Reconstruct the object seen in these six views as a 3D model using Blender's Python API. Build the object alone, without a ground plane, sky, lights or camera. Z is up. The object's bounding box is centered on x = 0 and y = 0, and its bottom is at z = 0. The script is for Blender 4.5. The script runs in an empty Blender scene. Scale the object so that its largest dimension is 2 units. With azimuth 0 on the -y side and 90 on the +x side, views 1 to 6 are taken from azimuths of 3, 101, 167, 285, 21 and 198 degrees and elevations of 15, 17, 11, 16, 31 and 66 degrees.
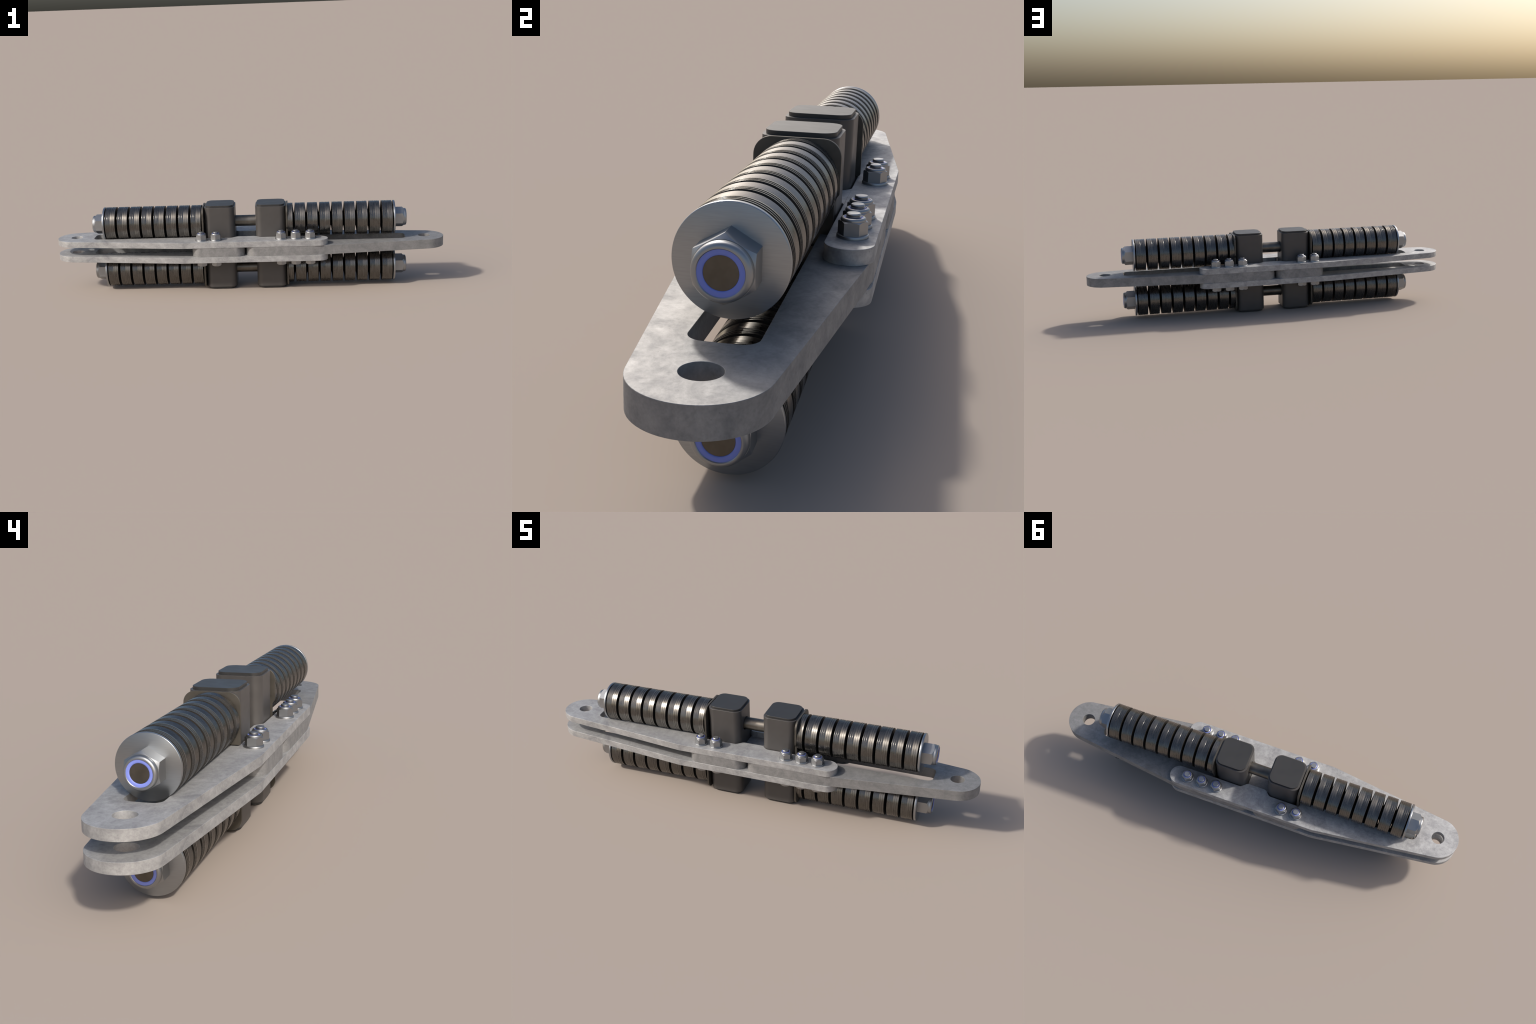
"""Disc-spring safety linkage: a galvanised clevis plate pair and a tongue plate,
two tie rods stacked with conical disc springs, square guide tubes, bolts."""
import bpy, bmesh, math, random
from math import sin, cos, pi, radians, sqrt, tan
from mathutils import Matrix, Vector

random.seed(7)
COL = bpy.context.scene.collection

# ------------------------------------------------------------------ sizes (m)
ZC = 0.2192                    # mirror plane of the whole assembly
ROD_DZ = 0.1239                # rod axis above / below the mirror plane
T_TONGUE, T_CLEVIS = 0.0474, 0.0300
PLATE_W = 0.172                # half width of the plates
EYE_X, EYE_R, HOLE_R = 0.902, 0.098, 0.0302
KINK_X = 0.330                 # where the taper towards the eye begins
FINGER_IN = 0.0810             # inner edge of the fingers
BOLT_Y = 0.1267
BOLT_X = (-0.2360, -0.1625, 0.1685, 0.2420, 0.3150)
WASHER_IN, WASHER_OUT, WASHER_R = 0.7402, 0.7495, 0.0861
PITCH = 0.0632                 # one packet of six disc springs
DISC_R, DISC_BORE, DISC_T, DISC_H = 0.0850, 0.0320, 0.0084, 0.0064
ROD_R, ROD_END_R = 0.0284, 0.0261
TUBE_H = 0.0775                # half side of a guide tube
TUBES = (-0.1450, 0.1158)
TUBE_Z0, CAP_INSET = 0.0096, 0.0065


# ------------------------------------------------------------------ materials
class Nodes:
    def __init__(self, name):
        self.mat = bpy.data.materials.new(name)
        self.mat.use_nodes = True
        self.t = self.mat.node_tree
        self.b = self.t.nodes["Principled BSDF"]

    def n(self, kind, **inputs):
        node = self.t.nodes.new(kind)
        for k, v in inputs.items():
            if k.startswith("p_"):
                setattr(node, k[2:], v)
        for k, v in inputs.items():
            if not k.startswith("p_"):
                self.put(node, k, v)
        return node

    def put(self, node, key, v):
        sock = node.inputs[int(key[1:])] if key[0] == "i" and key[1:].isdigit() else node.inputs[key.replace("_", " ")]
        if isinstance(v, bpy.types.NodeSocket):
            self.t.links.new(v, sock)
        else:
            sock.default_value = v

    def set(self, **kw):
        for k, v in kw.items():
            self.put(self.b, k, v)

    def coords(self, scale=(1, 1, 1), loc=(0, 0, 0)):
        c = self.n("ShaderNodeTexCoord").outputs["Object"]
        return self.n("ShaderNodeMapping", Vector=c, Scale=scale, Location=loc).outputs[0]

    def noise(self, vec, scale, detail=4.0, rough=0.55, distort=0.0):
        return self.n("ShaderNodeTexNoise", Vector=vec, Scale=scale, Detail=detail,
                      Roughness=rough, Distortion=distort).outputs["Fac"]

    def ramp(self, fac, stops):
        r = self.n("ShaderNodeValToRGB", Fac=fac)
        cr = r.color_ramp
        while len(cr.elements) < len(stops):
            cr.elements.new(0.5)
        for e, (p, c) in zip(cr.elements, stops):
            e.position = p
            e.color = (c, c, c, 1) if isinstance(c, (int, float)) else (*c, 1)
        return r.outputs["Color"]

    def mix(self, a, b, fac, blend="MIX"):
        m = self.n("ShaderNodeMix", p_data_type="RGBA", p_blend_type=blend)
        for s, v in ((m.inputs[0], fac), (m.inputs[6], a), (m.inputs[7], b)):
            if isinstance(v, bpy.types.NodeSocket):
                self.t.links.new(v, s)
            elif isinstance(v, (int, float)):
                s.default_value = v
            else:
                s.default_value = (*v, 1)
        return m.outputs[2]

    def math(self, op, a, b=0.0):
        return self.n("ShaderNodeMath", p_operation=op, i0=a, i1=b).outputs[0]

    def bump(self, h, strength, dist=0.002):
        return self.n("ShaderNodeBump", Height=h, Strength=strength, Distance=dist).outputs[0]


def galvanised(name, dark, mid, light, loc):
    m = Nodes(name)
    v = m.coords((1, 1, 1), loc)
    cloud = m.noise(v, 15.0, 7, 0.66, 0.7)
    streak = m.noise(m.coords((20, 34, 34), loc), 1.0, 6, 0.65, 0.9)
    patch = m.noise(v, 46.0, 5, 0.68, 0.5)
    fine = m.noise(v, 190.0, 3, 0.7)
    mask = m.math("ADD", m.math("MULTIPLY", cloud, 0.5), m.math("MULTIPLY", streak, 0.28))
    mask = m.math("ADD", mask, m.math("MULTIPLY", patch, 0.22))
    col = m.ramp(mask, [(0.34, dark), (0.5, mid), (0.64, light)])
    col = m.mix(col, m.ramp(fine, [(0.3, 0.80), (0.52, 1.0), (0.72, 1.14)]), 0.5, "MULTIPLY")
    pits = m.n("ShaderNodeTexVoronoi", Vector=v, Scale=85.0, Randomness=1.0).outputs["Distance"]
    rare = m.noise(v, 23.0, 2, 0.5)
    pit = m.math("MULTIPLY", m.ramp(pits, [(0.03, 1.0), (0.11, 0.0)]), m.ramp(rare, [(0.56, 0.0), (0.64, 1.0)]))
    col = m.mix(col, (0.10, 0.10, 0.105), m.math("MULTIPLY", pit, 0.45))
    m.set(Base_Color=col, Metallic=0.6,
          Roughness=m.ramp(mask, [(0.38, 0.72), (0.60, 0.63)]),
          Normal=m.bump(m.math("ADD", cloud, m.math("MULTIPLY", fine, 0.5)), 0.12, 0.003))
    return m.mat


def zinc(name, axis):
    m = Nodes(name)
    cloud = m.noise(m.coords(), 40.0, 4)
    if axis:
        line = m.noise(m.coords((30, 30, 620)), 1.0, 2, 0.5)
        col = m.mix((0.36, 0.375, 0.39), m.ramp(line, [(0.35, 0.94), (0.65, 1.04)]), 0.7, "MULTIPLY")
        m.set(Base_Color=col, Metallic=1.0, Roughness=0.36, Anisotropic=0.45, Anisotropic_Rotation=0.25,
              Tangent=m.n("ShaderNodeTangent", p_direction_type="RADIAL", p_axis=axis).outputs[0])
    else:
        col = m.mix((0.315, 0.322, 0.330), (0.365, 0.372, 0.380), cloud)
        m.set(Base_Color=col, Metallic=1.0, Roughness=m.ramp(cloud, [(0.3, 0.39), (0.7, 0.46)]))
    return m.mat


def dark_steel(name, lo, hi, rough):
    m = Nodes(name)
    cloud = m.noise(m.coords(), 24.0, 2, 0.5)
    f = cloud
    m.set(Base_Color=m.mix(lo, hi, m.ramp(f, [(0.36, 0.0), (0.64, 1.0)])), Metallic=0.95,
          Roughness=m.ramp(cloud, [(0.3, rough - 0.03), (0.7, rough + 0.05)]))
    return m.mat


def plain(name, col, rough, metallic=0.0, vary=0.12, bump=0.0):
    m = Nodes(name)
    cloud = m.noise(m.coords(), 22.0, 5, 0.6)
    c = m.mix(col, m.ramp(cloud, [(0.3, 1 - vary), (0.7, 1 + vary)]), 1.0, "MULTIPLY")
    m.set(Base_Color=c, Roughness=m.ramp(cloud, [(0.3, rough - 0.04), (0.7, rough + 0.05)]), Metallic=metallic)
    if bump:
        m.set(Normal=m.bump(m.noise(m.coords(), 420.0, 2), bump, 0.0006))
    return m.mat


M_CLEVIS = galvanised("galvanised_light", (0.245, 0.246, 0.252), (0.385, 0.382, 0.379), (0.51, 0.507, 0.503), (0, 0, 0))
M_TONGUE = galvanised("galvanised_dark", (0.19, 0.19, 0.193), (0.272, 0.269, 0.266), (0.335, 0.331, 0.327), (3.1, 1.7, 0.4))
M_ZINC = zinc("zinc_plating", None)
M_ZINC_R = zinc("zinc_turned_face", "X")
M_DISC = dark_steel("oiled_spring_steel", (0.134, 0.127, 0.117), (0.156, 0.149, 0.138), 0.27)
M_DISC_FACE = plain("dark_disc_face", (0.030, 0.027, 0.024), 0.5, 0.4, 0.15)
M_ROD = dark_steel("dark_rod_steel", (0.115, 0.105, 0.09), (0.17, 0.155, 0.135), 0.36)
M_ROD_END = plain("sawn_rod_face", (0.128, 0.113, 0.093), 0.42, 1.0, 0.22)
M_PRESS = plain("blackened_plate", (0.088, 0.079, 0.066), 0.48, 0.5, 0.2)
M_TUBE = plain("black_painted_steel", (0.074, 0.069, 0.066), 0.42, 0.25, 0.06, 0.02)
M_CAP = plain("black_plastic", (0.028, 0.0275, 0.027), 0.45, 0.0, 0.04, 0.02)
M_NYLON = plain("blue_nylon", (0.185, 0.232, 0.63), 0.45, 0.0, 0.04)


# ------------------------------------------------------------------ helpers
def make(name, mesh, parent, mat=None, loc=(0, 0, 0), rot=None):
    o = bpy.data.objects.new(name, mesh)
    COL.objects.link(o)
    o.parent = parent
    o.location = loc
    if rot is not None:
        o.rotation_euler = rot
    if mat and mesh and not mesh.materials:
        mesh.materials.append(mat)
    return o


def finish(bm, name, angle=32, weld=True):
    if weld:
        bmesh.ops.remove_doubles(bm, verts=bm.verts, dist=1e-6)
    bmesh.ops.recalc_face_normals(bm, faces=bm.faces)
    me = bpy.data.meshes.new(name)
    bm.to_mesh(me)
    bm.free()
    smooth(me, angle)
    return me


def smooth(me, angle=32):
    me.polygons.foreach_set("use_smooth", [True] * len(me.polygons))
    me.set_sharp_from_angle(angle=radians(angle))
    me.update()


def fillet(points, seg=10):
    """Closed outline from (x, y[, radius]) corners; corners are rounded."""
    out, n = [], len(points)
    for i, p in enumerate(points):
        v = Vector(p[:2])
        r = p[2] if len(p) > 2 else 0
        if r <= 0:
            out.append(tuple(v))
            continue
        a = (Vector(points[i - 1][:2]) - v).normalized()
        b = (Vector(points[(i + 1) % n][:2]) - v).normalized()
        half = math.acos(max(-1, min(1, a.dot(b)))) / 2
        d = r / tan(half)
        c = v + (a + b).normalized() * (r / sin(half))
        s, e = v + a * d - c, v + b * d - c
        turn = s.angle_signed(e)
        k = max(3, int(seg * abs(turn) / (pi / 2)) + 1)
        for j in range(k + 1):
            q = Matrix.Rotation(-turn * j / k, 2) @ s
            out.append((c.x + q.x, c.y + q.y))
    return out


def arc(cx, cy, r, a0, a1, n):
    return [(cx + r * cos(a0 + (a1 - a0) * i / n), cy + r * sin(a0 + (a1 - a0) * i / n)) for i in range(n + 1)]


def slab(name, loops, thick, bevel=0.0005, angle=32):
    """Flat plate in the xy plane with the given outlines (first outer, others holes)."""
    cu = bpy.data.curves.new(name, "CURVE")
    cu.dimensions, cu.fill_mode = "2D", "BOTH"
    cu.extrude, cu.bevel_depth, cu.bevel_resolution, cu.offset = thick / 2 - bevel, bevel, 0, -bevel
    for loop in loops:
        s = cu.splines.new("POLY")
        s.points.add(len(loop) - 1)
        for p, (x, y) in zip(s.points, loop):
            p.co = (x, y, 0, 1)
        s.use_cyclic_u = True
    o = bpy.data.objects.new(name, cu)
    COL.objects.link(o)
    bpy.context.view_layer.update()
    me = bpy.data.meshes.new_from_object(o.evaluated_get(bpy.context.evaluated_depsgraph_get()))
    bpy.data.objects.remove(o)
    bpy.data.curves.remove(cu)
    me.materials.clear()
    bm = bmesh.new()
    bm.from_mesh(me)
    bpy.data.meshes.remove(me)
    bmesh.ops.remove_doubles(bm, verts=bm.verts, dist=2e-6)
    return finish(bm, name, angle)


def lathe(name, profile, seg=72, angle=32, axis="X"):
    """Turn (axial, radius) points about an axis; the profile may be closed by repeating its start."""
    bm = bmesh.new()
    rings = []
    for a, r in profile:
        ring = []
        if r < 1e-7:
            ring = [bm.verts.new((a, 0, 0) if axis == "X" else (0, 0, a))] * seg
        else:
            for i in range(seg):
                t = 2 * pi * i / seg
                ring.append(bm.verts.new((a, r * cos(t), r * sin(t)) if axis == "X" else (r * cos(t), r * sin(t), a)))
        rings.append(ring)
    for p, q in zip(rings, rings[1:]):
        for i in range(seg):
            j = (i + 1) % seg
            f = list(dict.fromkeys((p[i], p[j], q[j], q[i])))
            if len(f) > 2:
                bm.faces.new(f)
    return finish(bm, name, angle)


def boolean(me, other, op):
    a, b = bpy.data.objects.new("a", me), bpy.data.objects.new("b", other)
    COL.objects.link(a)
    COL.objects.link(b)
    md = a.modifiers.new("cut", "BOOLEAN")
    md.operation, md.solver, md.object = op, "EXACT", b
    bpy.context.view_layer.update()
    out = bpy.data.meshes.new_from_object(a.evaluated_get(bpy.context.evaluated_depsgraph_get()))
    for o in (a, b):
        m = o.data
        bpy.data.objects.remove(o)
        bpy.data.meshes.remove(m)
    return out


def hexagon(name, corner_r, height, chamfer_r, chamfer_h, both=False):
    """Hexagonal prism along +z, corners on +-y, top edge turned down to a cone."""
    bm = bmesh.new()
    lo, hi = [], []
    for i in range(6):
        t = pi / 2 + i * pi / 3
        lo.append(bm.verts.new((corner_r * cos(t), corner_r * sin(t), 0)))
        hi.append(bm.verts.new((corner_r * cos(t), corner_r * sin(t), height)))
    bm.faces.new(lo[::-1])
    bm.faces.new(hi)
    for i in range(6):
        j = (i + 1) % 6
        bm.faces.new((lo[i], lo[j], hi[j], hi[i]))
    prism = finish(bm, name, 30)
    big = corner_r * 1.04
    k = (big - chamfer_r) / (corner_r - chamfer_r) * chamfer_h
    prof = [(-0.002, 0), (-0.002, big)]
    if both:
        prof = [(0, 0), (0, chamfer_r + 0.002), (0.004, big)]
    cone = lathe("cone", prof + [(height - k, big), (height, chamfer_r), (height, 0)], 96, 30, "Z")
    me = boolean(prism, cone, "INTERSECT")
    me.name = name
    smooth(me, 24)
    return me


def join(name, parts, angle=32):
    bm = bmesh.new()
    for p in parts:
        bm.from_mesh(p)
        bpy.data.meshes.remove(p)
    me = bpy.data.meshes.new(name)
    bm.to_mesh(me)
    bm.free()
    smooth(me, angle)
    return me


# ------------------------------------------------------------------ the thing
root = bpy.data.objects.new("disc_spring_linkage", None)
COL.objects.link(root)
root["label"] = "galvanised twin-plate linkage with stacked black disc springs"
root["category"] = "spring linkage"

# ---- plates
slope = math.atan2(PLATE_W - EYE_R * 0.992, EYE_X + EYE_R * 0.12 - KINK_X)
eye = lambda sx: arc(sx * EYE_X, 0, EYE_R, (pi / 2 + slope) if sx < 0 else (-pi / 2 + slope),
                     (1.5 * pi - slope) if sx < 0 else (pi / 2 - slope), 30)
hole = lambda sx: arc(sx * EYE_X, 0, HOLE_R, 0, 2 * pi * 47 / 48, 47)


def both_sides(pts):
    """Mirror an open lower-half path about y = 0 into the closing upper half."""
    return pts + [(x, -y, *r) for x, y, *r in reversed(pts)]


FW = PLATE_W - FINGER_IN
tip = FW / 2 - 0.0004
SLOT = 0.0515
clevis_half = [(-KINK_X, -PLATE_W, 0.03), (0.4040, -PLATE_W, tip), (0.4040, -FINGER_IN, tip),
               (0.0610, -FINGER_IN, 0.021), (0.0340, -0.0560, 0.021), (-0.0590, -0.0560, 0.021),
               (-0.0860, -FINGER_IN, 0.021), (-0.2370, -FINGER_IN, 0.006), (-0.2370, -SLOT, 0.004),
               (-0.8060, -SLOT, 0.026)]
clevis = slab("clevis_plate", [fillet(both_sides(clevis_half) + eye(-1)), hole(-1)], T_CLEVIS)
TY = PLATE_W - 0.0012
tube_slot = fillet([(0.0365, -FINGER_IN, 0.012), (0.2070, -FINGER_IN, 0.006), (0.2070, -0.0525, 0.004), (0.8040, -0.0525, 0.026),
                    (0.8040, 0.0525, 0.026), (0.2070, 0.0525, 0.004), (0.2070, FINGER_IN, 0.006), (0.0365, FINGER_IN, 0.012)])
rim = fillet([(KINK_X, TY, 0.03), (-0.0085, TY, tip), (-0.0085, 0.0790, 0.002), (-0.0123, 0.0750, 0.002),
              (-0.0123, -0.0750, 0.002), (-0.0085, -0.0790, 0.002), (-0.0085, -TY, tip), (KINK_X, -TY, 0.03)] + eye(1), 10)
tongue = slab("tongue_plate", [rim, tube_slot, hole(1)], T_TONGUE)
spacer = slab("spacer_plate", [fillet([(-0.0165, -TY, tip), (-0.0165, -0.0790, 0.002), (-0.0127, -0.0750, 0.002),
                                       (-0.0127, 0.0750, 0.002), (-0.0165, 0.0790, 0.002), (-0.0165, TY, tip), (-0.2835, TY, tip), (-0.2835, FINGER_IN, tip),
                                       (-0.0665, FINGER_IN, 0.012), (-0.0665, -FINGER_IN, 0.012), (-0.2835, -FINGER_IN, tip),
                                       (-0.2835, -TY, tip)])], T_TONGUE - 0.0006)
dz = (T_TONGUE + T_CLEVIS) / 2 + 0.0001
for s in (1, -1):
    make("clevis_plate", clevis, root, M_CLEVIS, (0, 0, ZC + s * dz))
make("tongue_plate", tongue, root, M_TONGUE, (0, 0, ZC))
make("spacer_plate", spacer, root, M_TONGUE, (0, 0, ZC))

# ---- guide tubes with plastic end caps
rsq = lambda h, r: fillet([(-h, -h, r), (h, -h, r), (h, h, r), (-h, h, r)], 12)
tube_len = 2 * (ZC - TUBE_Z0)
tube = slab("guide_tube", [rsq(TUBE_H, 0.033), rsq(TUBE_H - 0.012, 0.021)], tube_len, 0.0006)
for s in (1, -1):
    drill = lathe("drill", [(-0.2, 0), (-0.2, 0.0312), (0.2, 0.0312), (0.2, 0)], 48)
    drill.transform(Matrix.Translation((0, 0, s * ROD_DZ)))
    tube = boolean(tube, drill, "DIFFERENCE")
tube.name = "guide_tube"
smooth(tube, 30)
cap_t = 0.022
cap = slab("end_cap", [rsq(TUBE_H - CAP_INSET, 0.031)], cap_t, 0.0006)
for x in TUBES:
    t = make("guide_tube", tube, root, M_TUBE, (x, 0, ZC))
    for s in (1, -1):
        make("end_cap", cap, t, M_CAP, (0, 0, s * (ZC - cap_t / 2)))

# ---- conical disc spring: profile in (axial, radius); wide rim leans to -x
ta = DISC_H / (DISC_R - DISC_BORE)
al = math.atan(ta)


def disc_profile():
    # left face outer edge at axial 0, bore shifted by +DISC_H; rim square to the cone
    lx = DISC_T * sin(al)
    pts = [(DISC_H, DISC_BORE), (0.0, DISC_R), (DISC_T, DISC_R + lx), (DISC_T + DISC_H, DISC_BORE + lx)]
    c = 0.00045
    out = []
    for i, p in enumerate(pts):
        p = Vector(p)
        a = (Vector(pts[i - 1]) - p).normalized() * c
        b = (Vector(pts[(i + 1) % 4]) - p).normalized() * c
        out += [tuple(p + a), tuple(p + (a + b) * 0.29), tuple(p + b)]
    return out + out[:1]


disc = lathe("disc_spring", disc_profile(), 96, 12)
disc.materials.append(M_DISC)
disc.materials.append(M_DISC_FACE)
for p in disc.polygons:
    if abs(p.normal.x) > 0.8:
        p.material_index = 1
WX = WASHER_OUT - WASHER_IN
b = 0.0012
washer = lathe("end_washer", [(0, 0.029), (0, WASHER_R - b), (b * 0.3, WASHER_R - b * 0.3), (b, WASHER_R), (WX - b, WASHER_R),
                              (WX - b * 0.3, WASHER_R - b * 0.3), (WX, WASHER_R - b), (WX, 0.029), (0, 0.029)], 128, 50)


def lock_nut(name, R, hh, collar_r, top, ring_r, seg, cut=0.11):
    """Hexagon plus a rolled collar that holds the nylon ring; axis along +z."""
    body = hexagon(name, R, hh, collar_r + (R * 0.866 - collar_r) * 0.9, hh * cut)
    rr = collar_r - ring_r
    dome = [(hh - 0.004, collar_r - 0.001), (hh - 0.004, collar_r), (top - rr * 0.75, collar_r)]
    for i in range(1, 9):
        t = pi / 2 * i / 8
        dome.append((top - rr * 0.75 * (1 - sin(t)), ring_r + rr * 0.25 + rr * 0.75 * cos(t)))
    dome += [(top, ring_r + rr * 0.12), (top - rr * 0.12, ring_r), (top - rr * 0.9, ring_r), (top - rr * 0.9, ring_r - 0.004),
             (hh - 0.004, ring_r - 0.004)]
    return join(name, [body, lathe("collar", dome, seg, 40, "Z")], 24)


NUT_H = 0.0465
NUT_TOP = 0.0602
big_nut = lock_nut("lock_nut", 0.0515, NUT_H, 0.0435, NUT_TOP, 0.0338, 72, 0.155)
big_ring = lathe("nylon_ring", [(NUT_TOP - 0.008, 0.0249), (NUT_TOP - 0.0030, 0.0252), (NUT_TOP - 0.0018, 0.0262), (NUT_TOP - 0.0014, 0.0290),
                                (NUT_TOP - 0.0016, 0.0339), (NUT_TOP - 0.008, 0.0339), (NUT_TOP - 0.008, 0.0249)], 40, 45, "Z")
RE = WASHER_OUT + NUT_TOP - 0.0034
rod_prof = [(-RE, 0), (-RE, ROD_END_R - 0.0012), (-RE + 0.0012, ROD_END_R), (-0.70, ROD_END_R), (-0.70, ROD_R),
            (0.70, ROD_R), (0.70, ROD_END_R), (RE - 0.0012, ROD_END_R), (RE, ROD_END_R - 0.0012), (RE, 0)]
rod = lathe("tie_rod", rod_prof, 56, 40)
rod.materials.append(M_ROD)
rod.materials.append(M_ROD_END)
for p in rod.polygons:
    if abs(p.normal.x) > 0.9 and abs(p.center.x) > 0.78:
        p.material_index = 1

# ---- pressure plates: round-topped upper part, a narrower tail dropping into the slot
PX, PT = 0.0866, 0.0086


def pressure(name, shoulder, tail, slope_h):
    """Outline in (y, z above the mirror plane), made upright across the rod."""
    top = 0.4300 - ZC
    pts = [(-tail, 0.0030, 0.002), (tail, 0.0030, 0.002), (tail, shoulder, 0.003), (PX, shoulder + slope_h, 0.006),
           (PX, top, 0.036), (-PX, top, 0.036), (-PX, shoulder + slope_h, 0.006), (-tail, shoulder, 0.003)]
    bore = arc(0, ROD_DZ, 0.0305, 0, 2 * pi * 39 / 40, 39)
    me = slab(name, [fillet(pts), bore], PT, 0.0006)
    me.transform(Matrix(((0, 0, 1, 0), (1, 0, 0, 0), (0, 1, 0, 0), (0, 0, 0, 1))))
    return me


GAL_TOP = T_TONGUE / 2 + T_CLEVIS
wide_tail = pressure("pressure_plate", 0.3105 - ZC, 0.0770, 0.013)
slim_tail = pressure("pressure_plate", GAL_TOP + 0.0010, 0.0495, 0.0005)

# ---- rods and everything threaded on them
for s in (1, -1):
    z = ZC + s * ROD_DZ
    r = make("tie_rod", rod, root, None, (0, 0, z))
    for sx in (1, -1):
        make("end_washer", washer, r, M_ZINC_R, (WASHER_IN if sx > 0 else -WASHER_OUT, 0, 0))
        n = make("lock_nut", big_nut, r, M_ZINC, (sx * (WASHER_OUT - 0.0003), 0, 0))
        n.rotation_euler = (Matrix.Rotation(sx * pi / 2, 3, "Y") @ Matrix.Rotation(pi / 2, 3, "Z")).to_euler()
        g = make("nylon_ring", big_ring, r, M_NYLON, (sx * (WASHER_OUT - 0.0003), 0, 0))
        g.rotation_euler = n.rotation_euler
    for sx, halves in ((-1, 16), (1, 17)):
        for k in range(halves):
            # packets counted from the end washer inwards; inner half first leans to its packet centre
            outer_half = k % 2 == 0
            centre = sx * (WASHER_IN - PITCH * (k // 2 + 0.5))
            lean = sx if outer_half else -sx          # side of the packet centre
            for j in range(3):
                d = make("disc_spring", disc, r, None, (centre + lean * j * DISC_T, 0, 0))
                turn = random.uniform(0, 2 * pi)
                d.rotation_euler = ((Matrix.Identity(3) if lean > 0 else Matrix.Rotation(pi, 3, "Z"))
                                    @ Matrix.Rotation(turn, 3, "X")).to_euler()
                d.location.y += random.uniform(-1, 1) * 0.00008
                d.location.z += random.uniform(-1, 1) * 0.00008
    for mesh, x in ((wide_tail, WASHER_IN - 8.5 * PITCH - PT / 2), (slim_tail, -(WASHER_IN - 8 * PITCH) + PT / 2)):
        p = make("pressure_plate", mesh, root, M_PRESS, (x, 0, ZC))
        if s < 0:
            p.rotation_euler = (pi, 0, 0)

# ---- bolts through the plates
Z_TOP, Z_BOT = GAL_TOP + 0.0002, -GAL_TOP - 0.0002
HEAD_H, SHANK = 0.0240, 0.0138
head = hexagon("head", 0.0275, HEAD_H, 0.0222, 0.0050)
head.transform(Matrix.Translation((0, 0, Z_BOT)) @ Matrix.Rotation(pi, 4, "X"))
ztop = 0.3180 - ZC
th, td = 0.0030, 0.0014
prof = [(Z_BOT - 0.002, 0), (Z_BOT - 0.002, SHANK)]
zt = ztop - 0.0016
ridges = [(zt, SHANK - 0.0002)]
for i in range(4):
    ridges += [(zt - th * (i + 0.25), SHANK), (zt - th * (i + 0.5), SHANK - td), (zt - th * (i + 0.75), SHANK - td), (zt - th * (i + 1), SHANK)]
prof += ridges[::-1] + [(ztop, SHANK - 0.0019), (ztop, 0)]
bolt = join("bolt", [head, lathe("shank", prof, 32, 30, "Z")], 28)
wb = 0.0007
WH = 0.0058
small_washer = lathe("bolt_washer", [(Z_TOP, 0.0145), (Z_TOP, 0.0297), (Z_TOP + WH - wb, 0.0297), (Z_TOP + WH, 0.0297 - wb),
                                     (Z_TOP + WH, 0.0145), (Z_TOP, 0.0145)], 56, 50, "Z")
NH, NT = 0.0258, 0.0322
small_nut = lock_nut("bolt_nut", 0.0278, NH, 0.0235, NT, 0.0177, 48)
small_ring = lathe("nylon_ring", [(NT - 0.006, 0.0130), (NT - 0.0018, 0.0137), (NT - 0.0008, 0.0150), (NT - 0.0010, 0.0178), (NT - 0.006, 0.0178), (NT - 0.006, 0.0130)], 32, 45, "Z")
for sy in (-1, 1):
    for x in BOLT_X:
        o = make("bolt", bolt, root, M_ZINC, (x, sy * BOLT_Y, ZC))
        make("bolt_washer", small_washer, o, M_ZINC)
        make("bolt_nut", small_nut, o, M_ZINC, (0, 0, Z_TOP + WH - 0.0003))
        make("nylon_ring", small_ring, o, M_NYLON, (0, 0, Z_TOP + WH - 0.0003))
